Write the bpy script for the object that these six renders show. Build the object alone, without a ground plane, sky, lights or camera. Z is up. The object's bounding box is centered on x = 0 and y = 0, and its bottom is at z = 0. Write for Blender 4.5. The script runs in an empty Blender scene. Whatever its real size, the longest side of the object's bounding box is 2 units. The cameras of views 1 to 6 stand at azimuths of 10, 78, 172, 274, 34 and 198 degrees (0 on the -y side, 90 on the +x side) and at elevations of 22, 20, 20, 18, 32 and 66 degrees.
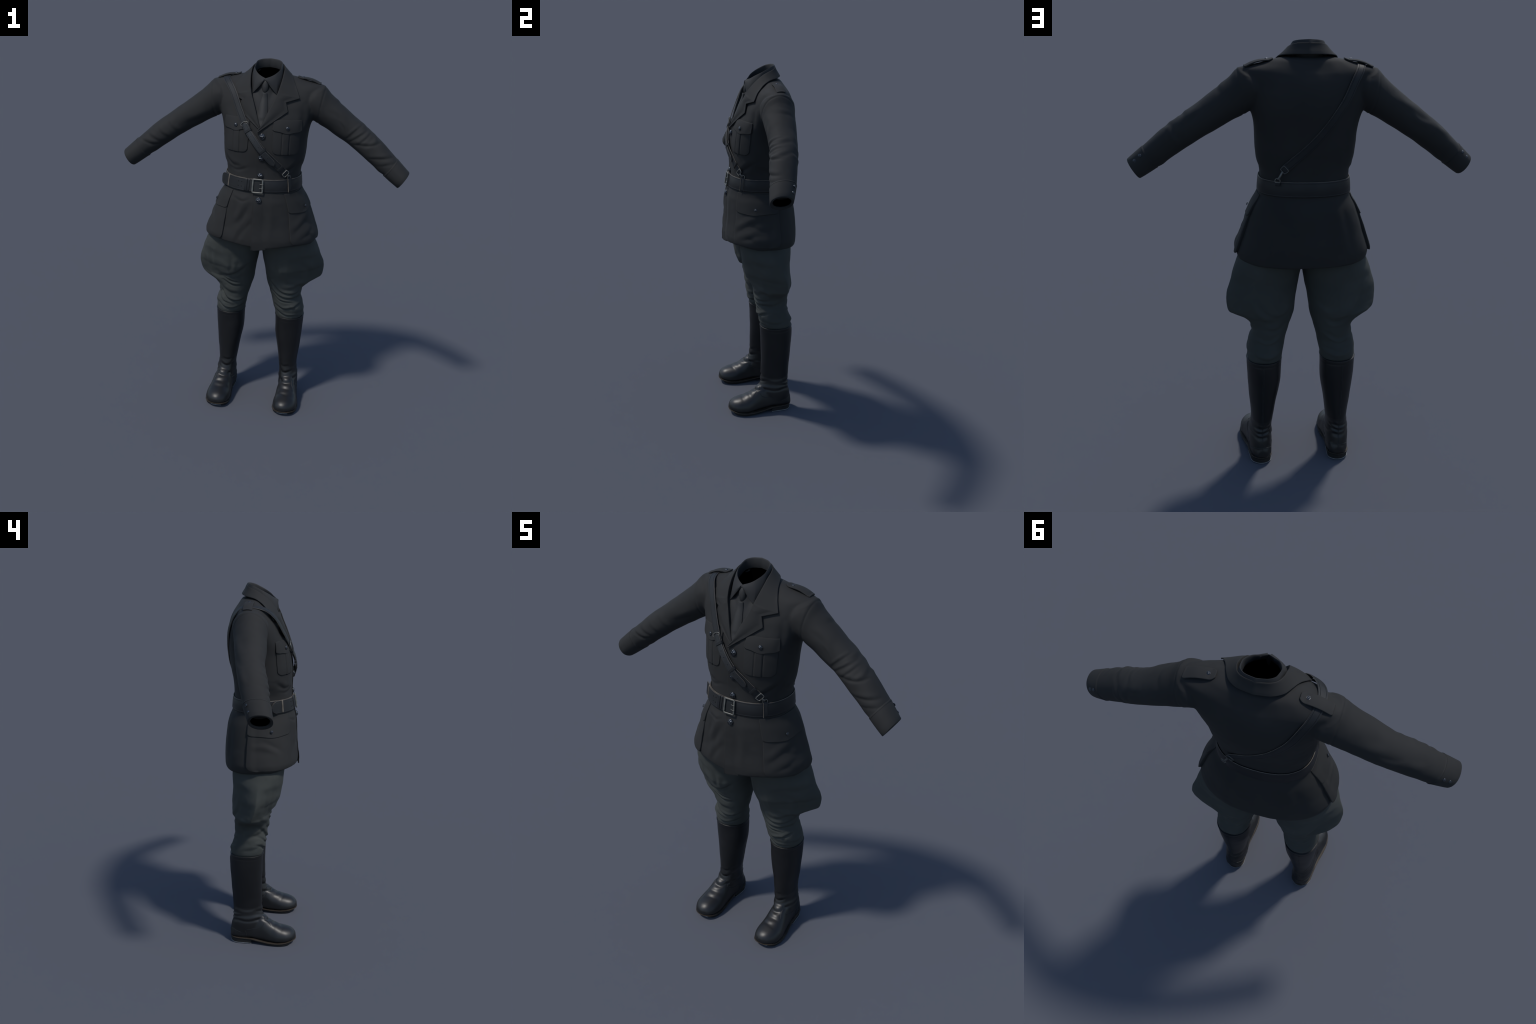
# Empty officer-style uniform: tunic, shirt, tie, belt, cross strap, riding breeches, tall boots
import bpy, bmesh, math, random
import numpy as np
from mathutils import Vector, noise
from mathutils.bvhtree import BVHTree

random.seed(7)
V = Vector
TAU = math.tau

# ------------------------------------------------------------------ small maths
def pchip(xs, ys):
    xs = np.asarray(xs, float); ys = np.asarray(ys, float)
    if ys.ndim == 1: ys = ys[:, None]
    h = np.diff(xs)[:, None]; d = np.diff(ys, axis=0) / h
    m = np.zeros_like(ys); m[0] = d[0]; m[-1] = d[-1]
    for i in range(1, len(xs) - 1):
        same = d[i-1] * d[i] > 0
        w1 = 2*h[i] + h[i-1]; w2 = h[i] + 2*h[i-1]
        den = np.where(same, w1/np.where(same, d[i-1], 1) + w2/np.where(same, d[i], 1), 1)
        m[i] = np.where(same, (w1 + w2)/den, 0)
    def f(x):
        x = np.atleast_1d(np.asarray(x, float))
        i = np.clip(np.searchsorted(xs, x) - 1, 0, len(xs) - 2)
        hh = h[i]; t = (x[:, None] - xs[i][:, None]) / hh
        return ((2*t**3-3*t**2+1)*ys[i] + (t**3-2*t**2+t)*hh*m[i] + (-2*t**3+3*t**2)*ys[i+1] + (t**3-t**2)*hh*m[i+1])
    return f

def catmull(pts, n):
    """smooth curve through points, n samples, even arc length"""
    P = np.asarray(pts, float)
    Q = np.vstack([2*P[0]-P[1], P, 2*P[-1]-P[-2]])
    out = []
    for i in range(1, len(Q)-2):
        t = np.linspace(0, 1, 24, endpoint=False)[:, None]
        a, b, c, d = Q[i-1], Q[i], Q[i+1], Q[i+2]
        out.append(.5*((2*b)+(-a+c)*t+(2*a-5*b+4*c-d)*t**2+(-a+3*b-3*c+d)*t**3))
    out.append(P[-1:]); C = np.vstack(out)
    L = np.r_[0, np.cumsum(np.linalg.norm(np.diff(C, axis=0), axis=1))]
    s = np.linspace(0, L[-1], n)
    return np.stack([np.interp(s, L, C[:, k]) for k in range(C.shape[1])], 1)

def smooth01(x):
    x = np.clip(x, 0, 1); return x*x*(3-2*x)

def sgnpow(c, p): return np.sign(c)*np.abs(c)**p

# ------------------------------------------------------------------ materials
def material(name, base, rough, metallic=0.0, spec=0.5, var=0.12, var_scale=6.0, bump=0.0, bump_scale=900.0, sheen=0.0, coat=0.0, tint=None, fold=0.0):
    m = bpy.data.materials.new(name); m.use_nodes = True
    nt = m.node_tree; N = nt.nodes; L = nt.links
    b = N["Principled BSDF"]
    tc = N.new("ShaderNodeTexCoord")
    nz = N.new("ShaderNodeTexNoise"); nz.inputs["Scale"].default_value = var_scale; nz.inputs["Detail"].default_value = 5
    L.new(tc.outputs["Object"], nz.inputs["Vector"])
    cr = N.new("ShaderNodeValToRGB")
    t = tint or base
    cr.color_ramp.elements[0].position = .3; cr.color_ramp.elements[1].position = .7
    cr.color_ramp.elements[0].color = (*[c*(1-var) for c in base], 1)
    cr.color_ramp.elements[1].color = (*[c*(1+var) for c in t], 1)
    L.new(nz.outputs["Fac"], cr.inputs["Fac"])
    L.new(cr.outputs["Color"], b.inputs["Base Color"])
    b.inputs["Roughness"].default_value = rough
    b.inputs["Metallic"].default_value = metallic
    b.inputs["Specular IOR Level"].default_value = spec
    b.inputs["Sheen Weight"].default_value = sheen
    b.inputs["Sheen Roughness"].default_value = .6
    b.inputs["Coat Weight"].default_value = coat
    b.inputs["Coat Roughness"].default_value = .25
    if bump:
        n2 = N.new("ShaderNodeTexNoise"); n2.inputs["Scale"].default_value = bump_scale; n2.inputs["Detail"].default_value = 3
        L.new(tc.outputs["Object"], n2.inputs["Vector"])
        src = n2.outputs["Fac"]
        if fold:
            n3 = N.new("ShaderNodeTexNoise"); n3.inputs["Scale"].default_value = 14; n3.inputs["Detail"].default_value = 2
            L.new(tc.outputs["Object"], n3.inputs["Vector"])
            ma = N.new("ShaderNodeMath"); ma.operation = "MULTIPLY_ADD"; ma.inputs[1].default_value = fold
            L.new(n3.outputs["Fac"], ma.inputs[0]); L.new(src, ma.inputs[2]); src = ma.outputs[0]
        bp = N.new("ShaderNodeBump"); bp.inputs["Strength"].default_value = bump; bp.inputs["Distance"].default_value = .001
        L.new(src, bp.inputs["Height"]); L.new(bp.outputs["Normal"], b.inputs["Normal"])
    return m

M_WOOL = material("tunic_wool", (.0202, .0202, .0201), .80, spec=.30, var=.12, var_scale=5, bump=.25, bump_scale=700, tint=(.0204, .0204, .0204))
M_COLLAR = material("collar_wool", (.0208, .0208, .0207), .80, spec=.30, var=.08, bump=.25, bump_scale=700)
M_SHIRT = material("shirt_cotton", (.0205, .0210, .0220), .75, spec=.35, var=.06, bump=.1, bump_scale=900)
M_TIE = material("tie_cloth", (.0215, .0215, .0215), .65, spec=.4, var=.08, bump=.15, bump_scale=900)
M_BREECH = material("breeches_twill", (.0430, .0472, .0436), .85, spec=.3, var=.12, var_scale=7, bump=.25, bump_scale=700, tint=(.0452, .0490, .0455))
M_BOOT = material("boot_leather", (.0080, .0080, .0086), .43, spec=.52, var=.2, var_scale=9, bump=.12, bump_scale=220)
M_SHAFT = material("boot_shaft_leather", (.0085, .0085, .0092), .45, spec=.40, var=.2, var_scale=9, bump=.12, bump_scale=260)
M_SOLE = material("sole_rubber", (.012, .0115, .011), .6, spec=.4, var=.2)
M_WELT = material("welt_leather", (.034, .026, .019), .6, spec=.35, var=.3, var_scale=30)
M_IRON = material("heel_iron", (.30, .32, .34), .45, metallic=.5, var=.2, var_scale=40)
M_BELT = material("belt_leather", (.0115, .0122, .0138), .5, spec=.34, var=.15, var_scale=14, bump=.15, bump_scale=350)
M_OVER = material("strap_overlay_leather", (.0220, .0235, .0255), .48, spec=.40, var=.15, var_scale=14, bump=.15, bump_scale=350)  # lighter copy of the strap colour: sun sheen on the lower half baked in
M_STRAP = material("strap_leather", (.0155, .0166, .0182), .58, spec=.28, var=.15, var_scale=14, bump=.15, bump_scale=350)
M_EDGE = material("raw_leather_edge", (.118, .101, .083), .6, spec=.35, var=.25, var_scale=40)
M_BUCKLE = material("buckle_metal", (.175, .172, .155), .45, metallic=.7, var=.25, var_scale=45)
M_STEEL = material("hook_steel", (.12, .12, .115), .4, metallic=.75, var=.25, var_scale=45)
M_BUTTON = material("button_metal", (.058, .062, .070), .24, metallic=.85, spec=.6, var=.2, var_scale=60)
M_BLACK = material("matte_black", (.0006, .0006, .0006), 1.0, spec=0, var=0)  # near-black without specular, so the neck and cuff openings look pure black
M_STITCH = material("stitch_thread", (.040, .042, .045), .8, var=.1)
M_SEAM = material("boot_stitching", (.016, .0175, .019), .5, spec=.4, var=.1)
M_HOLE = material("punched_hole", (.006, .006, .006), .9, spec=.1, var=0)

# ------------------------------------------------------------------ object helpers
def empty(name, parent=None):
    o = bpy.data.objects.new(name, None); bpy.context.scene.collection.objects.link(o)
    o.parent = parent; o.empty_display_size = .05
    return o

def mesh_obj(name, verts, faces, mat, parent, smooth_deg=180):
    me = bpy.data.meshes.new(name)
    me.from_pydata([tuple(map(float, v)) for v in verts], [], [tuple(map(int, f)) for f in faces])
    return finish(name, me, mat, parent, smooth_deg)

def finish(name, me, mat, parent, smooth_deg=180, recalc=True):
    if recalc:
        bm = bmesh.new(); bm.from_mesh(me)
        bmesh.ops.recalc_face_normals(bm, faces=bm.faces)
        bm.to_mesh(me); bm.free()
    for p in me.polygons: p.use_smooth = True
    me.update()
    if smooth_deg < 180: me.set_sharp_from_angle(angle=math.radians(smooth_deg))
    me.materials.append(mat)
    o = bpy.data.objects.new(name, me); bpy.context.scene.collection.objects.link(o)
    o.parent = parent
    return o

def link_copy(src, name, parent, loc, rot_quat):
    o = bpy.data.objects.new(name, src.data); bpy.context.scene.collection.objects.link(o)
    o.parent = parent; o.location = loc; o.rotation_mode = 'QUATERNION'; o.rotation_quaternion = rot_quat
    return o

def loft(rings, cap0=True, cap1=True):
    """rings (m, n, 3) closed loops -> verts, faces"""
    m, n = len(rings), len(rings[0]); R = np.asarray(rings).reshape(-1, 3); F = []
    for i in range(m-1):
        for j in range(n):
            k = (j+1) % n; F.append((i*n+j, i*n+k, (i+1)*n+k, (i+1)*n+j))
    Vv = R.tolist()
    if cap0:
        Vv.append(R[:n].mean(0).tolist()); c = len(Vv)-1
        F += [(c, (j+1) % n, j) for j in range(n)]
    if cap1:
        Vv.append(R[(m-1)*n:m*n].mean(0).tolist()); c = len(Vv)-1
        F += [(c, (m-1)*n+j, (m-1)*n+(j+1) % n) for j in range(n)]
    return Vv, F

def grid_normals(P):
    du = np.gradient(P, axis=0); dv = np.gradient(P, axis=1)
    N = np.cross(du, dv); L = np.linalg.norm(N, axis=2, keepdims=True)
    return N/np.maximum(L, 1e-9)

def slab(name, P, t, mat, parent, out=None, edge_mat=None, round_=.4, smooth_deg=50, nrm=None):
    """closed sheet: P (m,n,3) top surface, thickness t below it, rounded rim"""
    P = np.asarray(P, float); m, n = P.shape[:2]
    N = grid_normals(P) if nrm is None else nrm
    if out is not None and nrm is None:
        if callable(out): ref = out(P)
        else: ref = np.broadcast_to(np.asarray(out, float), P.shape)
        if (N*ref).sum() < 0: N = -N
    top = P.copy()
    idx = [(0, j) for j in range(n)] + [(i, n-1) for i in range(1, m)] + [(m-1, j) for j in range(n-2, -1, -1)] + [(i, 0) for i in range(m-2, 0, -1)]
    cen = P.reshape(-1, 3).mean(0)
    rim_top, rim = [], []
    B = np.array([P[i, j] for i, j in idx]); BN = np.array([N[i, j] for i, j in idx])
    T = np.roll(B, -1, 0)-np.roll(B, 1, 0); T /= np.maximum(np.linalg.norm(T, axis=1, keepdims=True), 1e-9)
    O = np.cross(T, BN)
    inner = np.array([P[min(max(i, 1), m-2), min(max(j, 1), n-2)] for i, j in idx])
    if ((B-inner)*O).sum() < 0: O = -O
    e = min(t, .006)*round_
    rims = [B + O*e*.7 - BN*e*.35, B + O*e - BN*e*1.1, B + O*e*.6 - BN*t]
    verts = list(top.reshape(-1, 3)) + [v for r in rims for v in r] + list((P - N*t).reshape(-1, 3))
    K = len(idx); base = m*n; bot = base + 3*K
    F = []; fm = []
    for i in range(m-1):
        for j in range(n-1):
            F.append((i*n+j, i*n+j+1, (i+1)*n+j+1, (i+1)*n+j)); fm.append(0)
            F.append((bot+i*n+j, bot+(i+1)*n+j, bot+(i+1)*n+j+1, bot+i*n+j+1)); fm.append(0)
    for k in range(K):
        k2 = (k+1) % K
        a, b = idx[k][0]*n+idx[k][1], idx[k2][0]*n+idx[k2][1]
        chain_a = [a, base+k, base+K+k, base+2*K+k, bot+a]; chain_b = [b, base+k2, base+K+k2, base+2*K+k2, bot+b]
        for q in range(4):
            F.append((chain_a[q], chain_b[q], chain_b[q+1], chain_a[q+1])); fm.append(1 if (edge_mat and q in (1, 2, 3)) else 0)
    o = mesh_obj(name, verts, F, mat, parent, smooth_deg)
    if edge_mat:
        o.data.materials.append(edge_mat)
        for p, k in zip(o.data.polygons, fm): p.material_index = k
    return o

def tube(name, pts, r, mat, parent, seg=8, closed=False, flat=1.0, nrm=None):
    """round wire along a polyline"""
    P = np.asarray(pts, float); n = len(P)
    if closed: T = np.roll(P, -1, 0)-np.roll(P, 1, 0)
    else: T = np.gradient(P, axis=0)
    T /= np.maximum(np.linalg.norm(T, axis=1, keepdims=True), 1e-9)
    ref = np.asarray(nrm, float) if nrm is not None else None
    if ref is None:
        a = np.array([0, 0, 1.]) if abs(T[0][2]) < .9 else np.array([1., 0, 0]); ref = np.zeros_like(P); cur = a
        for i in range(n):
            cur = cur - T[i]*cur.dot(T[i]); cur = cur/max(np.linalg.norm(cur), 1e-9); ref[i] = cur
    elif ref.ndim == 1: ref = np.tile(ref, (n, 1))
    ref = ref - T*(ref*T).sum(1, keepdims=True); ref /= np.maximum(np.linalg.norm(ref, axis=1, keepdims=True), 1e-9)
    S = np.cross(T, ref)
    ang = np.linspace(0, TAU, seg, endpoint=False)
    rings = [P[i] + r*(np.cos(ang)[:, None]*S[i] + flat*np.sin(ang)[:, None]*ref[i]) for i in range(n)]
    if closed:
        rings.append(rings[0]); v, f = loft(rings, False, False)
        # weld the seam
        nn = len(rings[0]); m = len(rings)-1
        f = [tuple((x if x < m*nn else x-m*nn) for x in q) for q in f]; v = v[:m*nn]
    else: v, f = loft(rings)
    return mesh_obj(name, v, f, mat, parent, 60)

def box_bar(name, pts, side, w, h, mat, parent, closed=False):
    return tube(name, pts, w*.62, mat, parent, seg=10, closed=closed, flat=h/w, nrm=side)

def remesh(vf_list, voxel, smooth_iter, factor=.5):
    verts, faces = [], []
    for v, f in vf_list:
        o = len(verts); verts += [tuple(map(float, p)) for p in v]; faces += [tuple(int(x)+o for x in q) for q in f]
    me = bpy.data.meshes.new("tmp"); me.from_pydata(verts, [], faces)
    bm = bmesh.new(); bm.from_mesh(me); bmesh.ops.recalc_face_normals(bm, faces=bm.faces); bm.to_mesh(me); bm.free()
    ob = bpy.data.objects.new("tmp", me); bpy.context.scene.collection.objects.link(ob)
    r = ob.modifiers.new("r", "REMESH"); r.mode = "VOXEL"; r.voxel_size = voxel; r.use_smooth_shade = True
    s = ob.modifiers.new("s", "SMOOTH"); s.factor = factor; s.iterations = smooth_iter
    dg = bpy.context.evaluated_depsgraph_get(); dg.update()
    out = bpy.data.meshes.new_from_object(ob.evaluated_get(dg))
    bpy.data.objects.remove(ob, do_unlink=True); bpy.data.meshes.remove(me)
    return out

def get_co(me):
    a = np.zeros(len(me.vertices)*3); me.vertices.foreach_get("co", a); return a.reshape(-1, 3)
def get_no(me):
    a = np.zeros(len(me.vertices)*3); me.vertices.foreach_get("normal", a); return a.reshape(-1, 3)
def set_co(me, a):
    me.vertices.foreach_set("co", a.ravel()); me.update()

# ------------------------------------------------------------------ folds in the cloth
VIEW = {'front': (np.array([0, -1., 0]), (0, 2)), 'back': (np.array([0, 1., 0]), (0, 2)),
        'left': (np.array([1., 0, 0]), (1, 2)), 'right': (np.array([-1., 0, 0]), (1, 2)), 'top': (np.array([0, 0, 1.]), (0, 1))}
FOLD = .85
def fold_field(co, no, folds):
    """each fold: (side, polyline of 2D points seen from that side, width, height); ridge with a valley below it"""
    d = np.zeros(len(co))
    for side, pts, w, h, *kind in folds:
        vd, ax = VIEW[side]
        q = co[:, ax]; face = smooth01((no@vd)*1.8 + .1)
        pl = catmull(pts, 14) if len(pts) > 2 else np.linspace(pts[0], pts[1], 10)
        lo = pl.min(0)-3.5*w; hi = pl.max(0)+3.5*w
        sel = np.where((q > lo).all(1) & (q < hi).all(1) & (face > 0))[0]
        if not len(sel): continue
        Q = q[sel]; best = np.full(len(sel), 9.); sgn = np.zeros(len(sel)); par = np.zeros(len(sel))
        for i in range(len(pl)-1):
            a, b = pl[i], pl[i+1]; ab = b-a; L2 = ab@ab
            t = np.clip(((Q-a)@ab)/L2, 0, 1); r = Q-(a+t[:, None]*ab); dist = np.hypot(r[:, 0], r[:, 1])
            up = dist < best
            best = np.where(up, dist, best); par = np.where(up, (i+t)/(len(pl)-1), par)
            sgn = np.where(up, np.sign(ab[0]*r[:, 1]-ab[1]*r[:, 0]), sgn)
        s = best*sgn/w
        prof = np.exp(-s*s) - .75*np.exp(-(s+1.5)**2/.6)
        if kind: prof = -np.exp(-s*s/.5) + .7*np.exp(-(s-1.6)**2/1.2)   # crease with the cloth rolling over it from above
        taper = np.sin(np.pi*np.clip(par*.9+.05, 0, 1))**.8
        d[sel] += FOLD*h*prof*taper*face[sel]
    return d

def noise_field(co, scale, amp, seed=0.0):
    off = V((seed, seed*1.7, seed*.3))
    return amp*np.array([noise.noise(V(c)*scale + off) for c in co])

# ------------------------------------------------------------------ the thing and its parts
root = empty("military_uniform")
root["label"] = "empty dark officer uniform with belt, breeches and boots"
root["category"] = "military uniform"
breeches = empty("breeches", root)
boots = {1: empty("boot", root), -1: empty("boot", root)}

# ================================================================== TUNIC BODY
TOR = np.array([  # z, half width, front y, back y, y of widest
    (1.050, .285, -.180, .185, .02), (1.022, .292, -.186, .192, .02), (1.035, .300, -.192, .200, .02), (1.070, .304, -.196, .207, .02),
])
def ring(hw, yf, yb, yw, z, n=None, N=128, tilt=None):
    if n is None: n = 2.35 - .32*float(smooth01((z-1.76)/.08))
    t = np.linspace(0, TAU, N, endpoint=False); c, s = np.cos(t), np.sin(t)
    x = hw*sgnpow(c, 2/n); y = np.where(s > 0, yw+(yb-yw)*sgnpow(s, 2/n), yw+(yw-yf)*sgnpow(s, 2/n))
    zz = np.full(N, z) if tilt is None else tilt(x, y)
    return np.stack([x, y, zz], 1)

body_rows = [
    (1.070, .303, -.196, .207, .02), (1.100, .293, -.193, .207, .02), (1.150, .275, -.188, .204, .02), (1.200, .260, -.186, .199, .02),
    (1.250, .243, -.184, .192, .02), (1.280, .231, -.182, .184, .02), (1.310, .214, -.176, .172, .02), (1.340, .204, -.170, .161, .02),
    (1.380, .199, -.163, .156, .02), (1.420, .199, -.158, .155, .02), (1.460, .207, -.158, .156, .02), (1.500, .218, -.160, .160, .02),
    (1.550, .223, -.161, .170, .02), (1.600, .225, -.156, .178, .025), (1.640, .229, -.150, .183, .03), (1.680, .238, -.140, .187, .035),
    (1.720, .250, -.124, .188, .04), (1.760, .264, -.105, .185, .045), (1.800, .280, -.090, .177, .05), (1.830, .291, -.076, .168, .055),
    (1.852, .300, -.060, .157, .06), (1.868, .304, -.045, .148, .06), (1.879, .296, -.032, .140, .06), (1.889, .262, -.022, .133, .06),
    (1.900, .212, -.012, .126, .06), (1.910, .175, -.004, .120, .06), (1.920, .130, .004, .112, .06), (1.926, .090, .015, .100, .06)]
f_body = pchip([r[0] for r in body_rows], [r[1:] for r in body_rows])
zs = np.concatenate([np.linspace(1.07, 1.86, 80), np.linspace(1.864, 1.926, 22)])
rings = []
HEM = lambda x, y: 1.024 + .020*np.clip(-(y+.05)/.12, 0, 1)*np.clip(np.abs(x)/.22, 0, 1) + .006*np.clip((np.abs(x)-.2)/.1, 0, 1) - .006*np.clip(y/.2, 0, 1) - .011*(np.asarray(x) > -.015)*np.clip(1-np.asarray(x)/.24, 0, 1)*np.clip(-np.asarray(y)/.1, 0, 1)
for k, (sc, dz) in enumerate([(.90, .05), (.93, .02), (.955, .004), (.975, 0.0), (.988, .006), (.996, .018), (1.0, .032)]):
    rings.append(ring(.303*sc, -.196*sc, .207*sc, .02, 0, tilt=lambda x, y, dz=dz: HEM(x, y)+dz))
for z in zs:
    hw, yf, yb, yw = f_body(z)[0]; rings.append(ring(hw, yf, yb, yw, z))
parts = [loft(rings)]
# neck column under the collars
neck = []
NTOP = lambda x, y: 1.903 + (y+.069)*.50
for z in np.linspace(1.72, 1.88, 12):
    k = (z-1.72)/.16
    neck.append(ring(.082-.012*k, -.128+.064*k, .09, .015, z, 2.0))
neck.append(ring(.069, -.0635, .083, .012, 0, 2.0, tilt=NTOP))
parts.append(loft(neck))
# sleeves: axis from armhole to wrist
ARM_A = np.array([.288, 0, 1.78]); ARM_D = np.array([.4585, 0, -.351]); ARM_D /= np.linalg.norm(ARM_D); ARM_N = np.array([-ARM_D[2], 0, ARM_D[0]])
arm_rows = [  # s, top, bottom, front y, back y
    (-.110, .038, -.075, -.005, .110), (-.075, .066, -.090, -.030, .135), (-.050, .086, -.096, -.040, .145), (-.030, .084, -.096, -.042, .143), (.000, .077, -.092, -.040, .139), (.050, .074, -.086, -.037, .132), (.100, .073, -.076, -.036, .126),
    (.160, .072, -.069, -.034, .118), (.220, .073, -.062, -.033, .111), (.270, .073, -.0575, -.041, .104), (.320, .073, -.055, -.050, .095), (.370, .072, -.053, -.058, .085), (.430, .066, -.051, -.066, .072), (.480, .061, -.049, -.072, .060), (.560, .052, -.045, -.082, .034), (.60, .048, -.042, -.086, .02)]
f_arm = pchip([r[0] for r in arm_rows], [r[1:] for r in arm_rows])
def arm_ring(s, side, grow=0.0, N=64, n=None, slant=0.0):
    if n is None: n = 1.95 + .2*float(smooth01((s-.05)/.15))
    tp, bt, yf, yb = f_arm(s)[0]; tp += grow; bt -= grow; yf -= grow; yb += grow
    t = np.linspace(0, TAU, N, endpoint=False); c, sn = np.cos(t), np.sin(t)
    yc = (yf+yb)/2; y = yc+(yb-yf)/2*sgnpow(c, 2/n)
    w0 = (tp+bt)/2; w = w0+(tp-bt)/2*sgnpow(sn, 2/n)
    ss = s - slant*(w-w0)*5
    P = ARM_A + ss[:, None]*ARM_D + w[:, None]*ARM_N; P[:, 1] = y
    P[:, 0] *= side
    return P
for side in (1, -1):
    parts.append(loft([arm_ring(s, side) for s in np.linspace(-.11, .53, 66)]))
body = remesh(parts, .0048, 7)

# --- ease the join of sleeve and body before the seam is drawn
bm = bmesh.new(); bm.from_mesh(body)
ease = [v for v in bm.verts if v.co.z > 1.63 and abs(abs(v.co.x) - (.270+(v.co.z-1.682)*.165)) < .045 and abs(v.normal.z) < .72]
for _ in range(30): bmesh.ops.smooth_vert(bm, verts=ease, factor=.5, use_axis_x=True, use_axis_y=True, use_axis_z=True)
bm.to_mesh(body); bm.free()
# --- cloth folds on the tunic
co = get_co(body); no = get_no(body)
def mir(pts): return [(-x, z) for x, z in pts]
TF = []
# left sleeve (viewer right) elbow folds, fanned out on the front
def G(side, pts, w, h): return (side, pts, w, h, 'crease')
TF += [('front', [(.400, 1.725), (.428, 1.690), (.437, 1.650)], .009, .003), ('front', [(.428, 1.634), (.461, 1.668), (.507, 1.708)], .0075, .0030), ('front', [(.446, 1.618), (.491, 1.650), (.537, 1.682)], .0075, .0038),
       ('front', [(.487, 1.606), (.526, 1.640), (.556, 1.672)], .0080, .0034), G('front', [(.480, 1.600), (.560, 1.602), (.635, 1.624)], .0095, .0052), G('front', [(.560, 1.534), (.634, 1.542), (.700, 1.552)], .0095, .0042),
       G('front', [(.610, 1.498), (.658, 1.512), (.706, 1.522)], .009, .0025), ('front', [(.339, 1.790), (.400, 1.757), (.432, 1.722)], .015, .003), ('front', [(.600, 1.655), (.585, 1.620), (.550, 1.585)], .013, .003)]
TF += [G('front', [(-.675, 1.540), (-.613, 1.519), (-.560, 1.520)], .010, .005), ('front', [(-.635, 1.588), (-.590, 1.560), (-.550, 1.545)], .011, .004), G('front', [(-.435, 1.640), (-.347, 1.672), (-.280, 1.702)], .018, .005),
       ('front', [(-.52, 1.655), (-.49, 1.62), (-.45, 1.60)], .012, .003), ('front', [(-.58, 1.625), (-.55, 1.59), (-.50, 1.565)], .011, .003)]
# back of sleeves
TF += [('back', [(.47, 1.72), (.50, 1.69), (.53, 1.66)], .012, .004), ('back', [(.53, 1.69), (.545, 1.65), (.54, 1.61)], .012, .004),
       ('back', [(.60, 1.64), (.585, 1.60), (.56, 1.57)], .012, .004), ('back', [(-.38, 1.76), (-.43, 1.73), (-.49, 1.70)], .014, .003),
       ('back', [(-.56, 1.64), (-.60, 1.61), (-.64, 1.585)], .012, .004), ('back', [(-.45, 1.68), (-.50, 1.65), (-.55, 1.635)], .014, .003)]
# upper side of sleeves
TF += [('top', [(.36, .02), (.37, .06), (.36, .10)], .012, .0025), ('top', [(.50, -.02), (.52, .02), (.51, .07)], .012, .003), ('top', [(.57, -.03), (.585, .01), (.57, .05)], .012, .003)]
# waist above the belt, chest below the armholes
TF += [G('front', [(-.195, 1.500), (-.150, 1.464), (-.100, 1.463)], .012, .0052), G('front', [(-.175, 1.446), (-.118, 1.440), (-.060, 1.460)], .011, .0035), G('front', [(.10, 1.440), (.160, 1.456), (.214, 1.509)], .012, .005),
       ('front', [(.17, 1.44), (.14, 1.432), (.10, 1.44)], .010, .003), ('front', [(.225, 1.78), (.228, 1.72), (.210, 1.65)], .014, .004), ('front', [(-.235, 1.78), (-.228, 1.73), (-.215, 1.67)], .014, .003), ('left', [(-.06, 1.50), (.03, 1.47), (.10, 1.485)], .016, .002), ('right', [(-.06, 1.48), (.03, 1.46), (.10, 1.475)], .014, .004)]
TF += [('front', [(-.150, 1.150), (-.103, 1.203), (-.054, 1.290)], .020, .0045), ('front', [(-.130, 1.065), (-.090, 1.130), (-.045, 1.190)], .018, .004), G('front', [(-.14, 1.295), (-.083, 1.280), (-.04, 1.295)], .010, .003),
       ('front', [(.185, 1.130), (.235, 1.190), (.275, 1.240)], .016, .0038), ('front', [(.210, 1.085), (.262, 1.125), (.300, 1.20)], .016, .0038), ('left', [(-.09, 1.20), (-.03, 1.16), (.04, 1.17)], .016, .0026), ('left', [(-.10, 1.12), (-.03, 1.085), (.05, 1.10)], .016, .0026),
       ('right', [(.05, 1.17), (-.02, 1.165), (-.08, 1.14)], .014, .004), ('right', [(.03, 1.19), (-.04, 1.17), (-.10, 1.12)], .014, .003)]
# soft drapes of the skirt
TF += [('front', [(-.07, 1.30), (-.085, 1.22), (-.11, 1.12)], .022, .004), ('front', [(.075, 1.28), (.08, 1.18), (.075, 1.08)], .022, .004),
       ('front', [(-.045, 1.24), (-.05, 1.16), (-.06, 1.08)], .02, .003), ('back', [(.12, 1.29), (.15, 1.18), (.17, 1.08)], .024, .004),
       ('back', [(-.12, 1.29), (-.15, 1.18), (-.17, 1.08)], .024, .004), ('back', [(.03, 1.28), (.04, 1.17), (.05, 1.08)], .028, .003)]
disp = fold_field(co, no, TF)
sel = np.abs(co[:, 0]) > .30
disp += noise_field(co, 11, .0022, 3.1)*np.clip((np.abs(co[:, 0])-.28)/.08, .25, 1)
disp += noise_field(co, 28, .0008, 9.1)
# armhole seam: a groove with the sleeve head standing slightly lower
seam_x = .270 + (co[:, 2]-1.682)*.165
ds = np.abs(co[:, 0]) - seam_x
arm_zone = (co[:, 2] > 1.60)
disp += np.where(arm_zone, -.0020*np.exp(-((ds-.004)/.0038)**2) + .0006*np.exp(-((ds+.006)/.006)**2), 0)
co2 = co + no*disp[:, None]
set_co(body, co2)

bm_tmp = bmesh.new(); bm_tmp.from_mesh(body); BODY = BVHTree.FromBMesh(bm_tmp); bm_tmp.free()

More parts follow.
